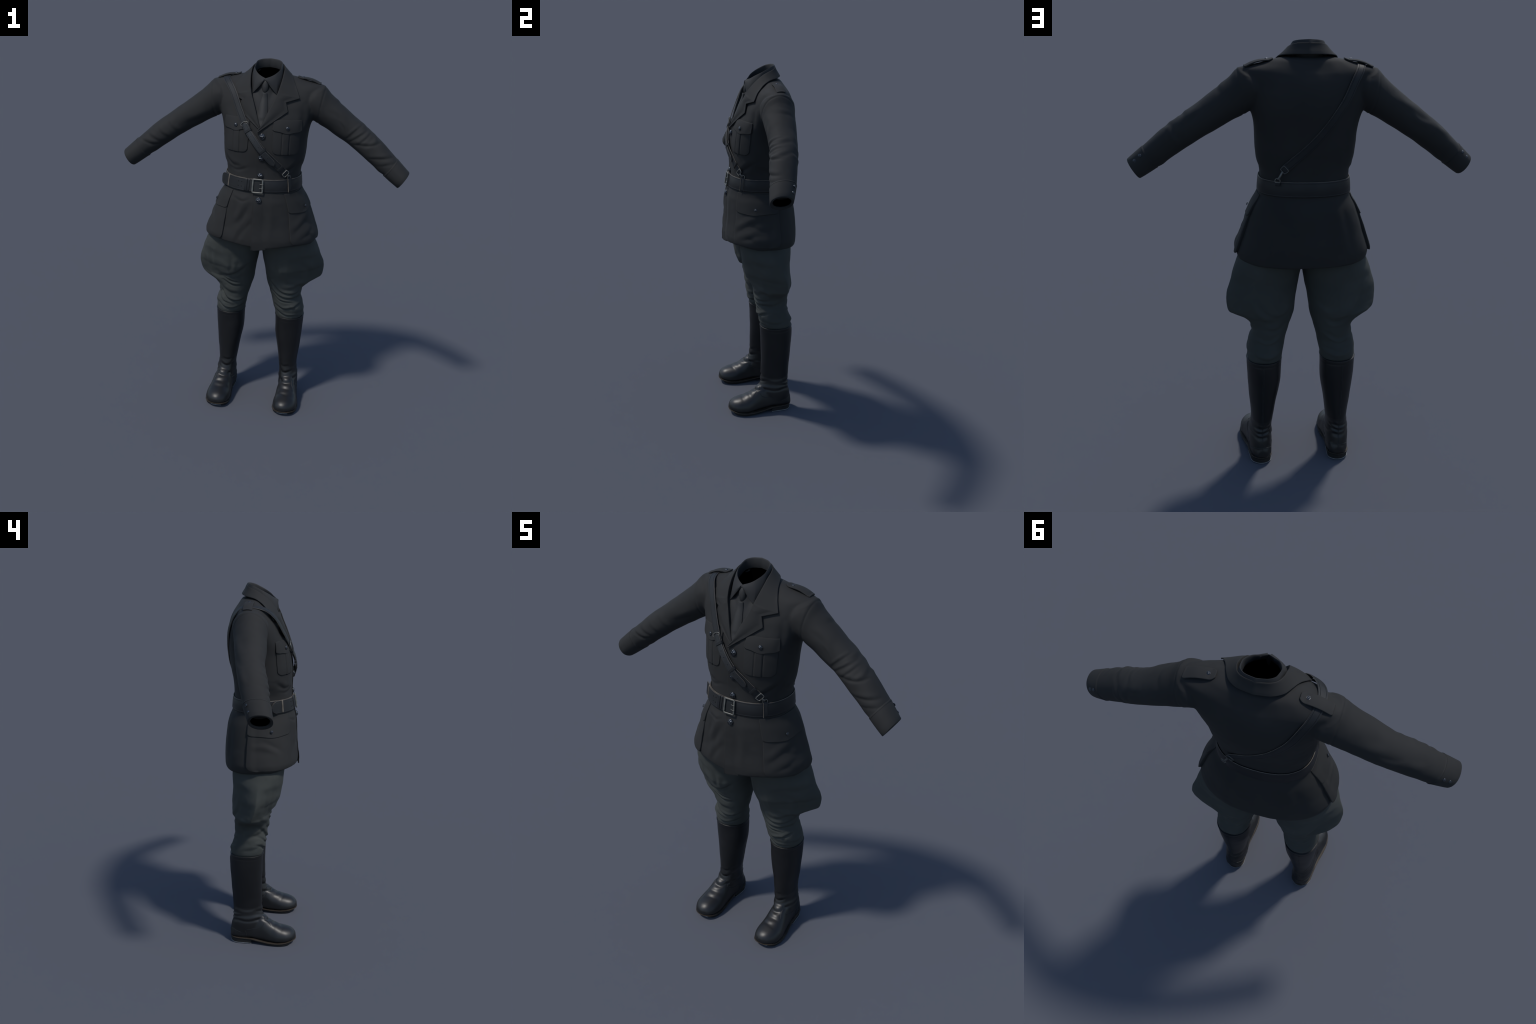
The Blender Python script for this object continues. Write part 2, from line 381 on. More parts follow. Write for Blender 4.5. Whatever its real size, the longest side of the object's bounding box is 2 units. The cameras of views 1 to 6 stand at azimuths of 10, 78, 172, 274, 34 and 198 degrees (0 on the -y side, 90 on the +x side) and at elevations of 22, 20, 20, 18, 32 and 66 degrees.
def cast(o, d):
    p, n, i, dist = BODY.ray_cast(V(o), V(d).normalized())
    return (np.array(p), np.array(n)) if p is not None else (None, None)
def front_pt(x, z, off=0.0, side=-1):
    p, n = cast((x, side*1.0, z), (0, -side, 0))
    if p is None: p, n = np.array([x, 0, z]), np.array([0, side, 0.])
    return p + n*off, n
def polar_pt(th, z, off=0.0):
    d = np.array([math.cos(th), math.sin(th), 0]); p, n = cast(np.array([0, .02, z])+d*.34, -d)
    # only torso, never a sleeve: skirt heights are free of sleeves
    if p is None: p, n = np.array([0, .02, z])+d*.2, d
    return p + n*off, n
def nearest(P):
    p, n, i, d = BODY.find_nearest(V(P)); return np.array(p), np.array(n)
def lift(P, off):
    """push a point to at least `off` outside the body"""
    p, n = nearest(P); h = (np.asarray(P)-p)@n
    return np.asarray(P) + n*(off-h) if h < off else np.asarray(P, float)

# --- open the neck, split torso and sleeves at the armhole seam
no_all = get_no(body)
bm = bmesh.new(); bm.from_mesh(body)
kill = [f for f in bm.faces if (lambda c: (c.x/.082)**2+((c.y-.012)/.086)**2 < 1 and c.z > 1.878+(c.y+.069)*.5)(f.calc_center_median())]
bmesh.ops.delete(bm, geom=kill, context='FACES')
bm.to_mesh(body); bm.free()
def split(me, test, name, mat, parent):
    bm = bmesh.new(); bm.from_mesh(me)
    bmesh.ops.delete(bm, geom=[f for f in bm.faces if not test(f.calc_center_median())], context='FACES')
    out = bpy.data.meshes.new(name); bm.to_mesh(out); bm.free()
    nm = {}
    return out
body.update()
all_co = get_co(body); all_no = get_no(body)
lookup = {tuple(np.round(c, 6)): tuple(n) for c, n in zip(all_co, all_no)}
def region(c):
    if c.z < 1.58: return 0 if abs(c.x) < .335 else (1 if c.x > 0 else -1)
    sx = .270 + (c.z-1.682)*.165 + .004
    return 0 if abs(c.x) < sx else (1 if c.x > 0 else -1)
tunic = None
for reg, nm in ((0, "tunic"), (1, "sleeve"), (-1, "sleeve")):
    me = split(body, lambda c: region(c) == reg, nm, M_WOOL, root)
    o = finish(nm, me, M_WOOL, root if reg == 0 else tunic, recalc=False)
    c = get_co(me)
    me.normals_split_custom_set_from_vertices([lookup[tuple(np.round(p, 6))] for p in c])
    if reg == 0: tunic = o
TUNIC = tunic

# --- cuffs
def cuff(side):
    rows = []
    prof = [(.478, -.003), (.484, .0012), (.490, .0024), (.52, .0030), (.555, .0036), (.5770, .0036), (.5795, .0024), (.5800, -.0010), (.579, -.0060), (.576, -.0095), (.565, -.0115), (.50, -.012)]
    for s, g in prof: rows.append(arm_ring(s, side, g, 72, slant=.012 if s > .5 else .012*max(0, (s-.478)/.022)))
    v, f = loft(rows, False, False)
    v = np.array(v); nn = 72
    cen = v.mean(0)
    co = v.copy(); d = noise_field(co, 16, .0016, 5+side)
    w = np.repeat(np.clip((np.array([p[0] for p in prof])-.49)/.03, 0, 1)*np.array([1 if p[1] > 0 else .3 for p in prof]), nn)
    ax = ARM_A*[side, 1, 1]
    r = v - v.reshape(-1, nn, 3).mean(1).repeat(nn, 0)
    r /= np.linalg.norm(r, axis=1, keepdims=True)
    v = v + r*(d*w)[:, None]
    o = mesh_obj("cuff", v, f, M_WOOL, TUNIC, 60)
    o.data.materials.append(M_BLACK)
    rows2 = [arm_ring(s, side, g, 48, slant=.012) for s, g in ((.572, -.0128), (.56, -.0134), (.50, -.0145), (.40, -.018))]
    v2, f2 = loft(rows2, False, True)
    mesh_obj("sleeve_black_cup", v2, f2, M_BLACK, TUNIC)
    # stitched seam where the cuff begins
    tube("cuff_seam", arm_ring(.4885, side, .0022, 64), .0012, M_WOOL, TUNIC, 6, closed=True)
    return o
for s in (1, -1): cuff(s)

# armhole piping along the seam
def armhole_pts(side):
    pts = []
    c0 = np.array([.285*side, .05, 1.775])
    for a in np.linspace(0, TAU, 90, endpoint=False):
        d = np.array([0, math.cos(a), math.sin(a)])
        lo = None
        z = 0
        # march outward inside the seam plane until the body surface is met
        dirv = np.array([.165*d[2]*side, d[1], d[2]]); dirv /= np.linalg.norm(dirv)
        p, n, i, dist = BODY.ray_cast(V(c0 + dirv*.25), V(-dirv))
        if p is None: continue
        p = np.array(p)
        if p[2] < 1.66: continue
        pts.append(p + np.array(n)*.0002)
    return pts

# ================================================================== PANELS ON THE TUNIC
def edge_lift(U, Vv, w, h, r, ends=(1, 1, 1, 1)):
    return None

def panel(name, fn, nu, nv, thick, mat, parent, out, smooth_deg=50, edge_mat=None):
    """fn(u,v)->point on the top surface"""
    us = np.r_[0, .012, .035, np.linspace(.07, .93, nu), .965, .988, 1]; vs = np.r_[0, .012, .035, np.linspace(.07, .93, nv), .965, .988, 1]
    P = np.array([[fn(u, v) for v in vs] for u in us])
    return slab(name, P, thick, mat, parent, out=out, smooth_deg=smooth_deg, edge_mat=edge_mat)

def radial(P): 
    q = P.copy(); q[..., 2] = 0; q[..., 1] -= .02; return q

def rounded(u, w, d, R):
    """narrow the width near a rounded bottom edge: d = distance from bottom"""
    if d >= R: return u
    ins = (R - math.sqrt(max(R*R-(R-d)**2, 0)))/w
    return ins + u*(1-2*ins)

# --- front placket (left front laps over right)
def placket(u, v):
    zb = float(HEM(-.0155 + .075*u, -.19)) + .0005
    z = 1.672 + (zb-1.672)*v
    x = -.0155 + .075*u - .002*v
    bottom = smooth01((v-.86)/.14)
    zz = max(z, float(HEM(x, -.19))+.016)
    p, n = front_pt(x, zz)
    off = .0050*(1-u)**1.3 - .0016*u + .004*bottom*(1-u)
    n = np.array([n[0], n[1], 0]); p = p + n*off; p[2] = z
    return p
panel("front_placket", placket, 14, 70, .004, M_WOOL, TUNIC, (0, -1, 0))

# --- breast pockets and flaps
def breast(side):
    x0, x1 = .068, .193
    def pk(u, v):
        z = 1.690 + (1.546-1.690)*v
        uu = rounded(u, .125, (1-v)*.144, .022)
        x = x0 + (x1-x0)*uu - .006*(1-v)*(1-uu) + .004*(1-v)*uu
        p, n = front_pt(side*x, z - .006*uu*v)
        pleat = abs((x-.129)/.0175)
        g = .0026*math.exp(-((pleat-1)/.16)**2) - (.0014 if pleat < .9 else 0) 
        bulge = .002*math.sin(math.pi*u)*math.sin(math.pi*v)
        return p + n*(.0042 + bulge - g)
    panel("breast_pocket", pk, 44, 30, .007, M_WOOL, TUNIC, (0, -1, 0))
    def fl(u, v):
        zt = 1.7195 - .004*u
        zb = 1.664 - .008*u - .010*math.exp(-((u-.52)/.20)**2) + .008*max(0, (u-.86)/.14)**2 + .006*max(0, (.1-u)/.1)**2
        z = zt + (zb-zt)*v
        x = .062 + (.2005-.062)*u + .004*(1-v)*(1-u)
        p, n = front_pt(side*x, z)
        return p + n*(.0022 + .0072*v**.7)
    panel("pocket_flap", fl, 30, 18, .008, M_WOOL, TUNIC, (0, -1, 0))
for s in (1, -1): breast(s)

# --- skirt pockets (bellows) and flaps, wrapped round the hips
def skirt(side):
    c0 = np.array([0, .02])
    def th(front_x, front_y): return math.atan2(front_y-.02, front_x)
    def ang(u, v, v_top=0):
        z = v
        a_front = np.interp(z, [1.05, 1.228, 1.33], [th(.176, -.150), th(.166, -.142), th(.140, -.135)])
        a_rear = np.interp(z, [1.05, 1.228, 1.33], [th(.285, .068), th(.245, .064), th(.195, .062)])
        return a_front + (a_rear-a_front)*u
    def pt(a, z, off):
        p, n = polar_pt(a if side > 0 else math.pi-a, z, 0); return p + n*off
    def pk(u, v):
        z = 1.322 + (1.052-1.322)*v
        uu = rounded(u, .28, (1-v)*.27, .030)
        rear = smooth01((u-.80)/.15)
        swell = .0025 + .0085*smooth01(v*1.1)*(.55+.45*math.sin(math.pi*min(max(u, 0), 1))) + .0055*rear*smooth01(v*2)
        swell += .003*math.exp(-((v-.62)/.12)**2)*math.sin(6*u+1) 
        return pt(ang(uu, z), z, swell)
    panel("skirt_pocket", pk, 40, 40, .014, M_WOOL, TUNIC, radial)
    def fl(u, v):
        zt = 1.326
        zb = 1.226 - .008*math.exp(-((u-.45)/.22)**2) + .010*max(0, (u-.9)/.1)**2 + .008*max(0, (.08-u)/.08)**2
        z = zt + (zb-zt)*v
        vv = v*.37; swell = .0040 + .0085*smooth01(vv*1.1)*(.55+.45*math.sin(math.pi*u)) + .0055*smooth01((u-.80)/.15)*smooth01(vv*2) + .0022*v
        return pt(ang(-.006+1.012*u, z), z, swell)
    panel("skirt_pocket_flap", fl, 40, 22, .010, M_WOOL, TUNIC, radial)
    return pt, ang
for s in (1, -1): skirt(s)
# a seam running from the front of each pocket up to the belt
# ================================================================== COLLARS
def mirx(pts, side): return [(side*p[0], p[1], p[2]) for p in pts]

# shirt front inside the V
def shirt_front(u, v):
    z = 1.895 + (1.680-1.895)*v
    hw = min(.085, .010 + .075*(z-1.680)/.16)
    p, n = front_pt(-hw + 2*hw*u, z)
    return p + np.array([0, -1, 0])*.0025
panel("shirt_front", shirt_front, 24, 30, .004, M_SHIRT, root, (0, -1, 0))
SHIRT = bpy.data.objects["shirt_front"]

rim_f = pchip([0, .15, .3, .5, .7, .85, 1], [(0, -.0690, 1.9185), (.0270, -.0545, 1.9275), (.0510, -.037, 1.942), (.0715, .006, 1.967), (.067, .046, 1.987), (.041, .072, 1.996), (0, .0815, 1.9995)])
leaf_f = pchip([.28, .5, .75, 1], [(.066, -.0725, 1.8370), (.083, -.015, 1.893), (.076, .060, 1.948), (0, .0975, 1.962)])
def leaf_edge(u):
    if u < .28:
        k = u/.28; a = np.array([.0015, -.0745, 1.9095]); b = leaf_f(.28)[0]; p = a+(b-a)*k; p[1] -= .004*math.sin(math.pi*k); return p
    return leaf_f(u)[0]
us = np.r_[np.linspace(0, .28, 18), np.linspace(.30, 1, 34)]
def collar_row(u):
    r = rim_f(u)[0]; e = leaf_edge(u)
    outd = np.array([r[0], r[1]-.01, 0]); outd /= max(np.linalg.norm(outd), 1e-6)
    depth = .003 + .022*smooth01(u/.6)
    row = [r - outd*.0045 + np.array([0, 0, -depth-.02]), r - outd*.0042 + np.array([0, 0, -depth]), r - outd*.0036 + np.array([0, 0, -.006]), r - outd*.0018 + np.array([0, 0, -.0012]), r, r + outd*.0016 + np.array([0, 0, -.0022])]
    st = row[-1]; fr = max(0, 1-u/.5)
    for k in np.linspace(.12, 1, 12):
        p = st + (e-st)*k
        row.append(p + (outd*.55 + np.array([0, -.75, 0])*fr)*.006*math.sin(math.pi*k)*(1 if u > .02 else 0))
    return np.array(row)
rowsL = [collar_row(u) for u in us]
rowsL[0][:, 0] = np.maximum(rowsL[0][:, 0], .0006)
P = np.array([q*[-1, 1, 1] for q in rowsL] + rowsL[-2::-1])
slab("shirt_collar", P, .0022, M_SHIRT, SHIRT, out=lambda Q: np.stack([Q[..., 0], Q[..., 1]-.01, 0*Q[..., 0]], -1), smooth_deg=60)
# closed black cup inside the neck opening
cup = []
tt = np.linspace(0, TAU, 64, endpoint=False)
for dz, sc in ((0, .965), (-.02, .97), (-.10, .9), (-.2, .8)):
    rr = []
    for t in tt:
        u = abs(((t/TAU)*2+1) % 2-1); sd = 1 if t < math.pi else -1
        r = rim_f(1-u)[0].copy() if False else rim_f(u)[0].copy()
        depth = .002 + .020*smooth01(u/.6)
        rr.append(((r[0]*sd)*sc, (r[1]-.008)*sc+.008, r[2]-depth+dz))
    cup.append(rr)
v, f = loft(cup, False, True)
mesh_obj("neck_black_cup", v, f, M_BLACK, SHIRT)

# tie
def tie_blade(u, v):
    z = 1.846 + (1.682-1.846)*v
    hw = min(.0115 + .024*v, .006 + .070*(z-1.680)/.16)
    x = (2*u-1)*hw + .002*(1-v)
    p, n = front_pt(x, z)
    return np.array([p[0], min(p[1], front_pt(.002, z)[0][1]+abs(x-.002)*.25) - .006 - .003*(1-(2*u-1)**2) - .003*math.exp(-(v/.08)**2), z])
tie = panel("tie", tie_blade, 16, 24, .004, M_TIE, root, (0, -1, 0))
kn = []
for z, hw, dy in ((1.909, .007, .004), (1.905, .0105, .008), (1.895, .0150, .012), (1.882, .0185, .0145), (1.868, .0185, .0155), (1.855, .0150, .0145), (1.845, .0120, .011), (1.841, .0095, .006)):
    yb = np.interp(z, [1.841, 1.909], [-.069, -.066]); t = np.linspace(0, TAU, 28, endpoint=False)
    kn.append(np.stack([.001+hw*np.cos(t), yb+dy*np.sin(t)*np.where(np.sin(t) < 0, 1.0, .4), np.full(28, z)], 1))
v, f = loft(kn); mesh_obj("tie_knot", v, f, M_TIE, tie)

# tunic collar and lapels
def lapel(side):
    # stations: parameter, roll line point, outer edge point
    st = [((0, .0900, 1.9865), (0, .1140, 1.9440)), ((.046, .0810, 1.9840), (.055, .1060, 1.9430)), ((.0765, .0560, 1.9740), (.101, .0780, 1.9380)), ((.0885, .0150, 1.9570), (.1225, .0400, 1.9300)),
          ((.0880, -.0220, 1.9300), (.1380, .0020, 1.9090)), ((.0800, -.0650, 1.8840), (.1600, -.0360, 1.8700)), ((.0720, -.0860, 1.8520), (.1820, -.0620, 1.8275))]
    low = [((.0650, -.0950, 1.8320), (.1150, -.0915, 1.8070)), ((.0540, -.1060, 1.8050), (.1290, -.1015, 1.7605))]
    end = ((-.0020, -.1500, 1.6830), (-.0180, -.1640, 1.6530)) if side > 0 else ((.0050, -.1480, 1.6780), (.0020, -.1540, 1.6640))
    A = catmull([s[0] for s in st], 61); 
    # keep stations matched by station index
    k = np.linspace(0, 1, len(st)); ks = np.linspace(0, 1, 44)
    fi = pchip(k, [s[0] for s in st]); fo = pchip(k, [s[1] for s in st])
    I = list(fi(ks)); O = list(fo(ks)); tags = [0]*44
    segs = [(st[-1], low[0], 9), (low[0], low[1], 10), (low[1], end, 34)]
    for a, b, nn in segs:
        for t in np.linspace(0, 1, nn+1)[1:]:
            i = np.array(a[0])+(np.array(b[0])-np.array(a[0]))*t; o = np.array(a[1])+(np.array(b[1])-np.array(a[1]))*t
            if b is end:
                i[1] -= .004*math.sin(math.pi*t); o[1] -= .003*math.sin(math.pi*t)
            I.append(i); O.append(o); tags.append(1)
    P = []
    rows = np.r_[np.linspace(0, .9, 14), .94, .975, 1]
    for i, o, tg in zip(I, O, tags):
        row = []
        for r in rows:
            p = i + (o-i)*r
            q = p.copy(); q[0] *= side
            q = lift(q, .0035 + .0045*r + .006*math.exp(-(r/.16)**2))
            # gentle roll over the fold
            q[1] -= .004*math.sin(math.pi*min(r*1.3, 1))*(1 if tg else .3)
            if side < 0 and tg: q[1] += .0
            row.append(q)
        P.append(row)
    # facing: turns in under the collar fold and the lapel roll
    S = []
    for q, (i, tg) in enumerate(zip(I, tags)):
        d = np.array([i[0], i[1]-.01, 0]); d /= np.linalg.norm(d)
        k = smooth01((q-34)/14)
        a = [i + d*aa + np.array([0, 0, b]) for aa, b in ((.0015, -.002), (-.003, .0005), (-.0055, -.004), (-.006, -.02), (-.006, -.045))]
        b = [i + np.array([xx, yy, 0]) for xx, yy in ((.001, .001), (-.0012, .0025), (-.001, .007), (.004, .018), (.012, .036))]
        S.append([(a_*(1-k)+b_*k)*[side, 1, 1] for a_, b_ in zip(a, b)])
    return P, S
L_P, L_S = lapel(1); R_P, R_S = lapel(-1)
slab("collar_lapels", np.array(R_P[::-1] + L_P[1:]), .0048, M_COLLAR, TUNIC, out=lambda Q: np.stack([Q[..., 0]*.6, Q[..., 1]-.02, 0*Q[..., 0]+.05], -1), smooth_deg=50)
slab("collar_facing", np.array(R_S[::-1] + L_S[1:]), .002, M_COLLAR, TUNIC, out=lambda Q: np.stack([-Q[..., 0], .01-Q[..., 1], 0*Q[..., 0]], -1))

# ================================================================== BUTTONS
def button_mesh(name, R, relief=True):
    prof = [(1.0, -.10), (1.0, .12), (.96, .24), (.86, .28), (.80, .26), (.70, .36), (.5, .47), (.25, .53), (0.06, .545)]
    n = 40; rows = []
    for r, h in prof:
        t = np.linspace(0, TAU, n, endpoint=False); rr = np.full(n, r*R)
        z = np.full(n, h*R)
        if relief and r < .75: z = z + R*.07*np.sign(np.sin(4*t+.6))*np.abs(np.sin(4*t+.6))**.5*(1 if .15 < r < .72 else 0)
        rows.append(np.stack([rr*np.cos(t), rr*np.sin(t), z], 1))
    v, f = loft(rows, True, True)
    return mesh_obj(name, v, f, M_BUTTON, TUNIC, 50)
def place(src, first, loc, nrm, name):
    q = V((0, 0, 1)).rotation_difference(V(nrm))
    if first: 
        src.location = loc; src.rotation_mode = 'QUATERNION'; src.rotation_quaternion = q; return src
    return link_copy(src, name, TUNIC, loc, q)
bb = button_mesh("front_button", .0156)
for k, (x, z) in enumerate([(.0100, 1.632), (.0110, 1.520), (.0090, 1.424), (.0090, 1.294)]):
    p, n = front_pt(x, z, .0035); place(bb, k == 0, p, n, "front_button")
pb = button_mesh("pocket_button", .0104)
spots = []
for s in (1, -1):
    p, n = front_pt(s*.134, 1.677, .0085); spots.append((p, n))
for k, (p, n) in enumerate(spots): place(pb, k == 0, p, n, "pocket_button")
sb = button_mesh("small_button", .0080)
spots = []
for s in (1, -1):
    a = math.atan2(-.056-.02, .237); a = a if s > 0 else math.pi-a
    p, n = polar_pt(a, 1.247, .0125); spots.append((p, n))
for s in (1, -1):
    for c in ((.719, .040, 1.504), (.743, .029, 1.479)):
        c = np.array(c)*[s, 1, 1]; ax = ARM_A*[s, 1, 1]; dd = ARM_D*[s, 1, 1]
        k = (c-ax)@dd; tp, bt, yf, yb = f_arm(k)[0]; axis = ax+dd*k + (ARM_N*[s, 1, 1])*(tp+bt)/2; axis[1] = (yf+yb)/2
        n = (c-axis); n -= dd*(n@dd); L = np.linalg.norm(n); n /= L
        spots.append((c - n*.0004, n))
# epaulettes
def epaulette(side):
    fz = pchip([.145, .165, .182, .21, .245, .266, .280], [1.9165, 1.9165, 1.9130, 1.9120, 1.9030, 1.8940, 1.8850])
    def fn(u, v):
        x = .155 + (.274-.155)*u
        wid = .0222 + .001*u
        e = min(u/.16, 1); wid *= math.sqrt(max(1-(1-e)**2*.72, .05))
        e2 = min((1-u)/.06, 1); wid *= math.sqrt(max(1-(1-e2)**2*.25, .05))
        y0 = .060 + .006*u
        y = y0 + (2*v-1)*wid
        z = float(fz(x)[0][0]) - 14*(y-y0)**2*(.5+.5*u)
        top, _ = cast((side*x, y0, 2.1), (0, 0, -1))
        if top is not None: z = max(z, top[2] + .0072 + .008*math.sin(math.pi*min(max((u-.15)/.8, 0), 1)) - 7*(y-y0)**2*(.5+.5*u))
        return np.array([side*x, y, z])
    panel("epaulette", fn, 28, 14, .0055, M_COLLAR, TUNIC, (0, 0, 1))
    t_, _ = cast((side*.181, .0605, 2.1), (0, 0, -1)); return np.array([side*.181, .0605, max(float(fz(.181)[0][0]), t_[2]+.0075)+.0005])
for s in (1, -1): spots.append((epaulette(s), np.array([.12*s, 0, 1.])))
for k, (p, n) in enumerate(spots): place(sb, k == 0, p, n, "small_button")

# ================================================================== BELT
belt_n = 160
def belt_pt(th, z, off):
    p, n = polar_pt(th, z); nn = np.array([n[0], n[1], 0]); nn /= np.linalg.norm(nn)
    return p, nn
def belt_ring_radius(th):
    # the belt hangs as a smooth, slightly flared band
    rs = []
    for z in (1.338, 1.372, 1.406):
        p, n = polar_pt(th, z); rs.append(math.hypot(p[0], p[1]-.02))
    return max(rs[0]+.001, rs[1]+.002), max(rs[2]+.0015, rs[0]-.013)
ths = np.linspace(0, TAU, belt_n, endpoint=False)
RB = np.array([belt_ring_radius(t) for t in ths])
for _ in range(4): RB = (np.roll(RB, 1, 0)+RB*2+np.roll(RB, -1, 0))/4
def belt_r(th, v):
    """v 0 bottom .. 1 top"""
    a = np.interp((th % TAU), np.r_[ths, TAU], np.r_[RB[:, 0], RB[0, 0]]); b = np.interp((th % TAU), np.r_[ths, TAU], np.r_[RB[:, 1], RB[0, 1]])
    return a + (b-a)*v
def belt_at(th, v, off=0.0):
    r = belt_r(th, v) + off + .0022
    z = 1.3385 + .0655*v
    return np.array([r*math.cos(th), .02+r*math.sin(th), z])
prof = [(0.0, -.001), (.0, .0018), (.03, .0032), (.08, .0034), (.10, .0030), (.12, .0034), (.5, .0038), (.88, .0034), (.90, .0030), (.92, .0034), (.97, .0032), (1.0, .0018), (1.0, -.001), (.5, -.0015)]
rows = [[belt_at(t, vv, o) for t in ths] for vv, o in prof]
rows.append(rows[0])
v, f = loft(rows, False, False)
belt = mesh_obj("belt", v, f, M_BELT, root, 60)
belt.data.materials.append(M_EDGE)
tube("belt_edge", [belt_at(t, 1.0, .0008) for t in ths], .0016, M_EDGE, belt, 6, closed=True)

TH_F = -math.pi/2
def th_at(x, y): return math.atan2(y-.02, x)
# running end of the belt: from the buckle to the wearer's right, rounded tip standing off
t0, t1 = th_at(.016, -.185), th_at(-.226, -.052)-TAU
t1 = th_at(-.2215, -.060) - TAU if th_at(-.2215, -.060) > 0 else th_at(-.2215, -.060)
def tail(u, v):
    th = t0 + (t1-t0)*u
    L = .30*(1-u)
    e = min(L/.034, 1)
    half = .5*math.sqrt(max(1-(1-e)**2, .0004))
    return belt_at(th, .5+(2*v-1)*half*.94, .0068 + .016*smooth01((u-.78)/.22) - .0006*math.exp(-((abs(2*v-1)-.82)/.05)**2))
us = np.r_[np.linspace(0, .86, 46), np.linspace(.87, 1, 22)]
vs = np.r_[0, .03, .06, .09, .12, np.linspace(.16, .84, 12), .88, .91, .94, .97, 1]
P = np.array([[tail(u, v) for v in vs] for u in us])
slab("belt_tail", P, .0038, M_STRAP, belt, out=radial, edge_mat=M_EDGE)  # paler strap colour chosen to show the tail catching light
def belt_loop(th, width, off, mat=M_BELT, edge=True, name="belt_loop", top=1.03):
    dth = width/.2
    pr = [(-.01, off-.004), (.02, off-.001), (.10, off+.0006), (.5, off+.0014), (.90, off+.0006), (.98, off+.0002), (top, off-.003)]
    P = np.array([[belt_at(th+dth*k, vv, o) for vv, o in pr] for k in (-.5, -.4, 0, .4, .5)])
    return slab(name, P, .004, mat, belt, out=radial, edge_mat=M_EDGE if edge else None)
belt_loop(th_at(-.168, -.112), .006, .0085, M_EDGE, True)
belt_loop(th_at(-.066, -.170), .013, .0090, edge=False)
belt_loop(th_at(-.050, -.175), .008, .0088, edge=False)
belt_loop(th_at(.157, -.115), .016, .0066, mat=M_STRAP, top=1.13)
tube("belt_loop_edge", [belt_at(th_at(.150, -.121), k, .0085) for k in np.linspace(0, 1.1, 12)], .0013, M_EDGE, belt, 6)
# punched holes
for k, xx in enumerate((-.088, -.110)):
    for vv in (.33, .70):
        th = th_at(xx, -.16); p = belt_at(th, vv, .0070); nrm = np.array([math.cos(th), math.sin(th), 0])
        c = np.array([p + .0022*(math.cos(a)*np.array([-nrm[1], nrm[0], 0]) + math.sin(a)*np.array([0, 0, 1])) for a in np.linspace(0, TAU, 12, endpoint=False)])
        v, f = loft([c - nrm*.002, c + nrm*.0005]); mesh_obj("belt_hole", v, f, M_HOLE, belt)
th = th_at(.185, -.09); p = belt_at(th, .5, .004)
# buckle frame
def front_belt(x, v, off):
    th = math.atan2(-.20, x)
    return belt_at(th, v, off)
def rounded_rect(x0, x1, v0, v1, off, bow=.0):
    cs = []
    R = .1
    for (x, vv) in [(x0, v0), (x1, v0), (x1, v1), (x0, v1)]: cs.append((x, vv))
    pts = []
    for i in range(4):
        a, b = np.array(cs[i]), np.array(cs[(i+1) % 4])
        for t in np.linspace(.04, .96, 9): pts.append(a+(b-a)*t)
    return np.array([front_belt(q[0], q[1], off + bow*(1-abs(q[0]/.027)**2)) for q in pts])
P = rounded_rect(-.0265, .0265, -.03, 1.02, .0115)
box_bar("buckle", P, np.array([0, -1., 0]), .0074, .0046, M_BUCKLE, belt, closed=True)
for vv in (.33, .67):
    tube("buckle_prong", [front_belt(x, vv, o) for x, o in ((.010, .0095), (.016, .0125), (.022, .0155), (.029, .0160), (.0315, .013))], .0016, M_BUCKLE, belt, 8)

# ================================================================== CROSS STRAP
raw = [(.137, -.130, 1.440), (.110, -.1425, 1.470), (.080, -.1560, 1.500), (.049, -.1690, 1.531), (.016, -.1760, 1.562), (-.028, -.1710, 1.612), (-.069, -.1540, 1.660), (-.092, -.1430, 1.700), (-.128, -.1130, 1.765), (-.166, -.0740, 1.838),
       (-.203, -.0280, 1.882), (-.2230, .0150, 1.8960), (-.2270, .0600, 1.9000), (-.2220, .0950, 1.8950), (-.2080, .1250, 1.8680), (-.1900, .1500, 1.8400), (-.1430, .1780, 1.7490), (-.0690, .1830, 1.6420), (-.0040, .1760, 1.5660), (.0560, .1640, 1.5080), (.1050, .1560, 1.4630)]
C = catmull(raw, 150)
def norms_for(C):
    N = np.array([nearest(c)[1] for c in C])
    for _ in range(12): N = (np.vstack([N[:1], N[:-1]])+2*N+np.vstack([N[1:], N[-1:]])); N /= np.linalg.norm(N, axis=1, keepdims=True)
    return N
NC = norms_for(C)
def ribbon(name, C, NC, width, thick, mat, parent, off=.004, tip0=0, tip1=0, groove=True, edge_mat=None, lift_it=True):
    C = np.array(C, float)
    if lift_it:
        C = np.array([lift(c, off) for c in C])
        for _ in range(6): C[1:-1] = (C[:-2]+2*C[1:-1]+C[2:])/4
    T = np.gradient(C, axis=0); T /= np.linalg.norm(T, axis=1, keepdims=True)
    S = np.cross(T, NC); S /= np.linalg.norm(S, axis=1, keepdims=True)
    Nn = np.cross(S, T)
    L = np.r_[0, np.cumsum(np.linalg.norm(np.diff(C, axis=0), axis=1))]
    ks = [-1, -.96, -.9, -.72, -.66, -.60, -.3, 0, .3, .60, .66, .72, .9, .96, 1]
    P = []
    for i in range(len(C)):
        w = width/2
        for tipl, d in ((tip0, L[i]), (tip1, L[-1]-L[i])):
            if tipl: e = min(d/tipl, 1); w *= math.sqrt(max(1-(1-e)**2, .003))
        row = []
        for k in ks:
            g = -.0011 if (groove and abs(abs(k)-.66) < .01) else 0
            row.append(C[i] + S[i]*k*w + Nn[i]*(g - .0006*k**4))
        P.append(row)
    P = np.array(P)
    nrm = np.repeat(Nn[:, None, :], len(ks), 1)
    return slab(name, P, thick, mat, parent, nrm=nrm, edge_mat=edge_mat, smooth_deg=35), C, S, Nn, L
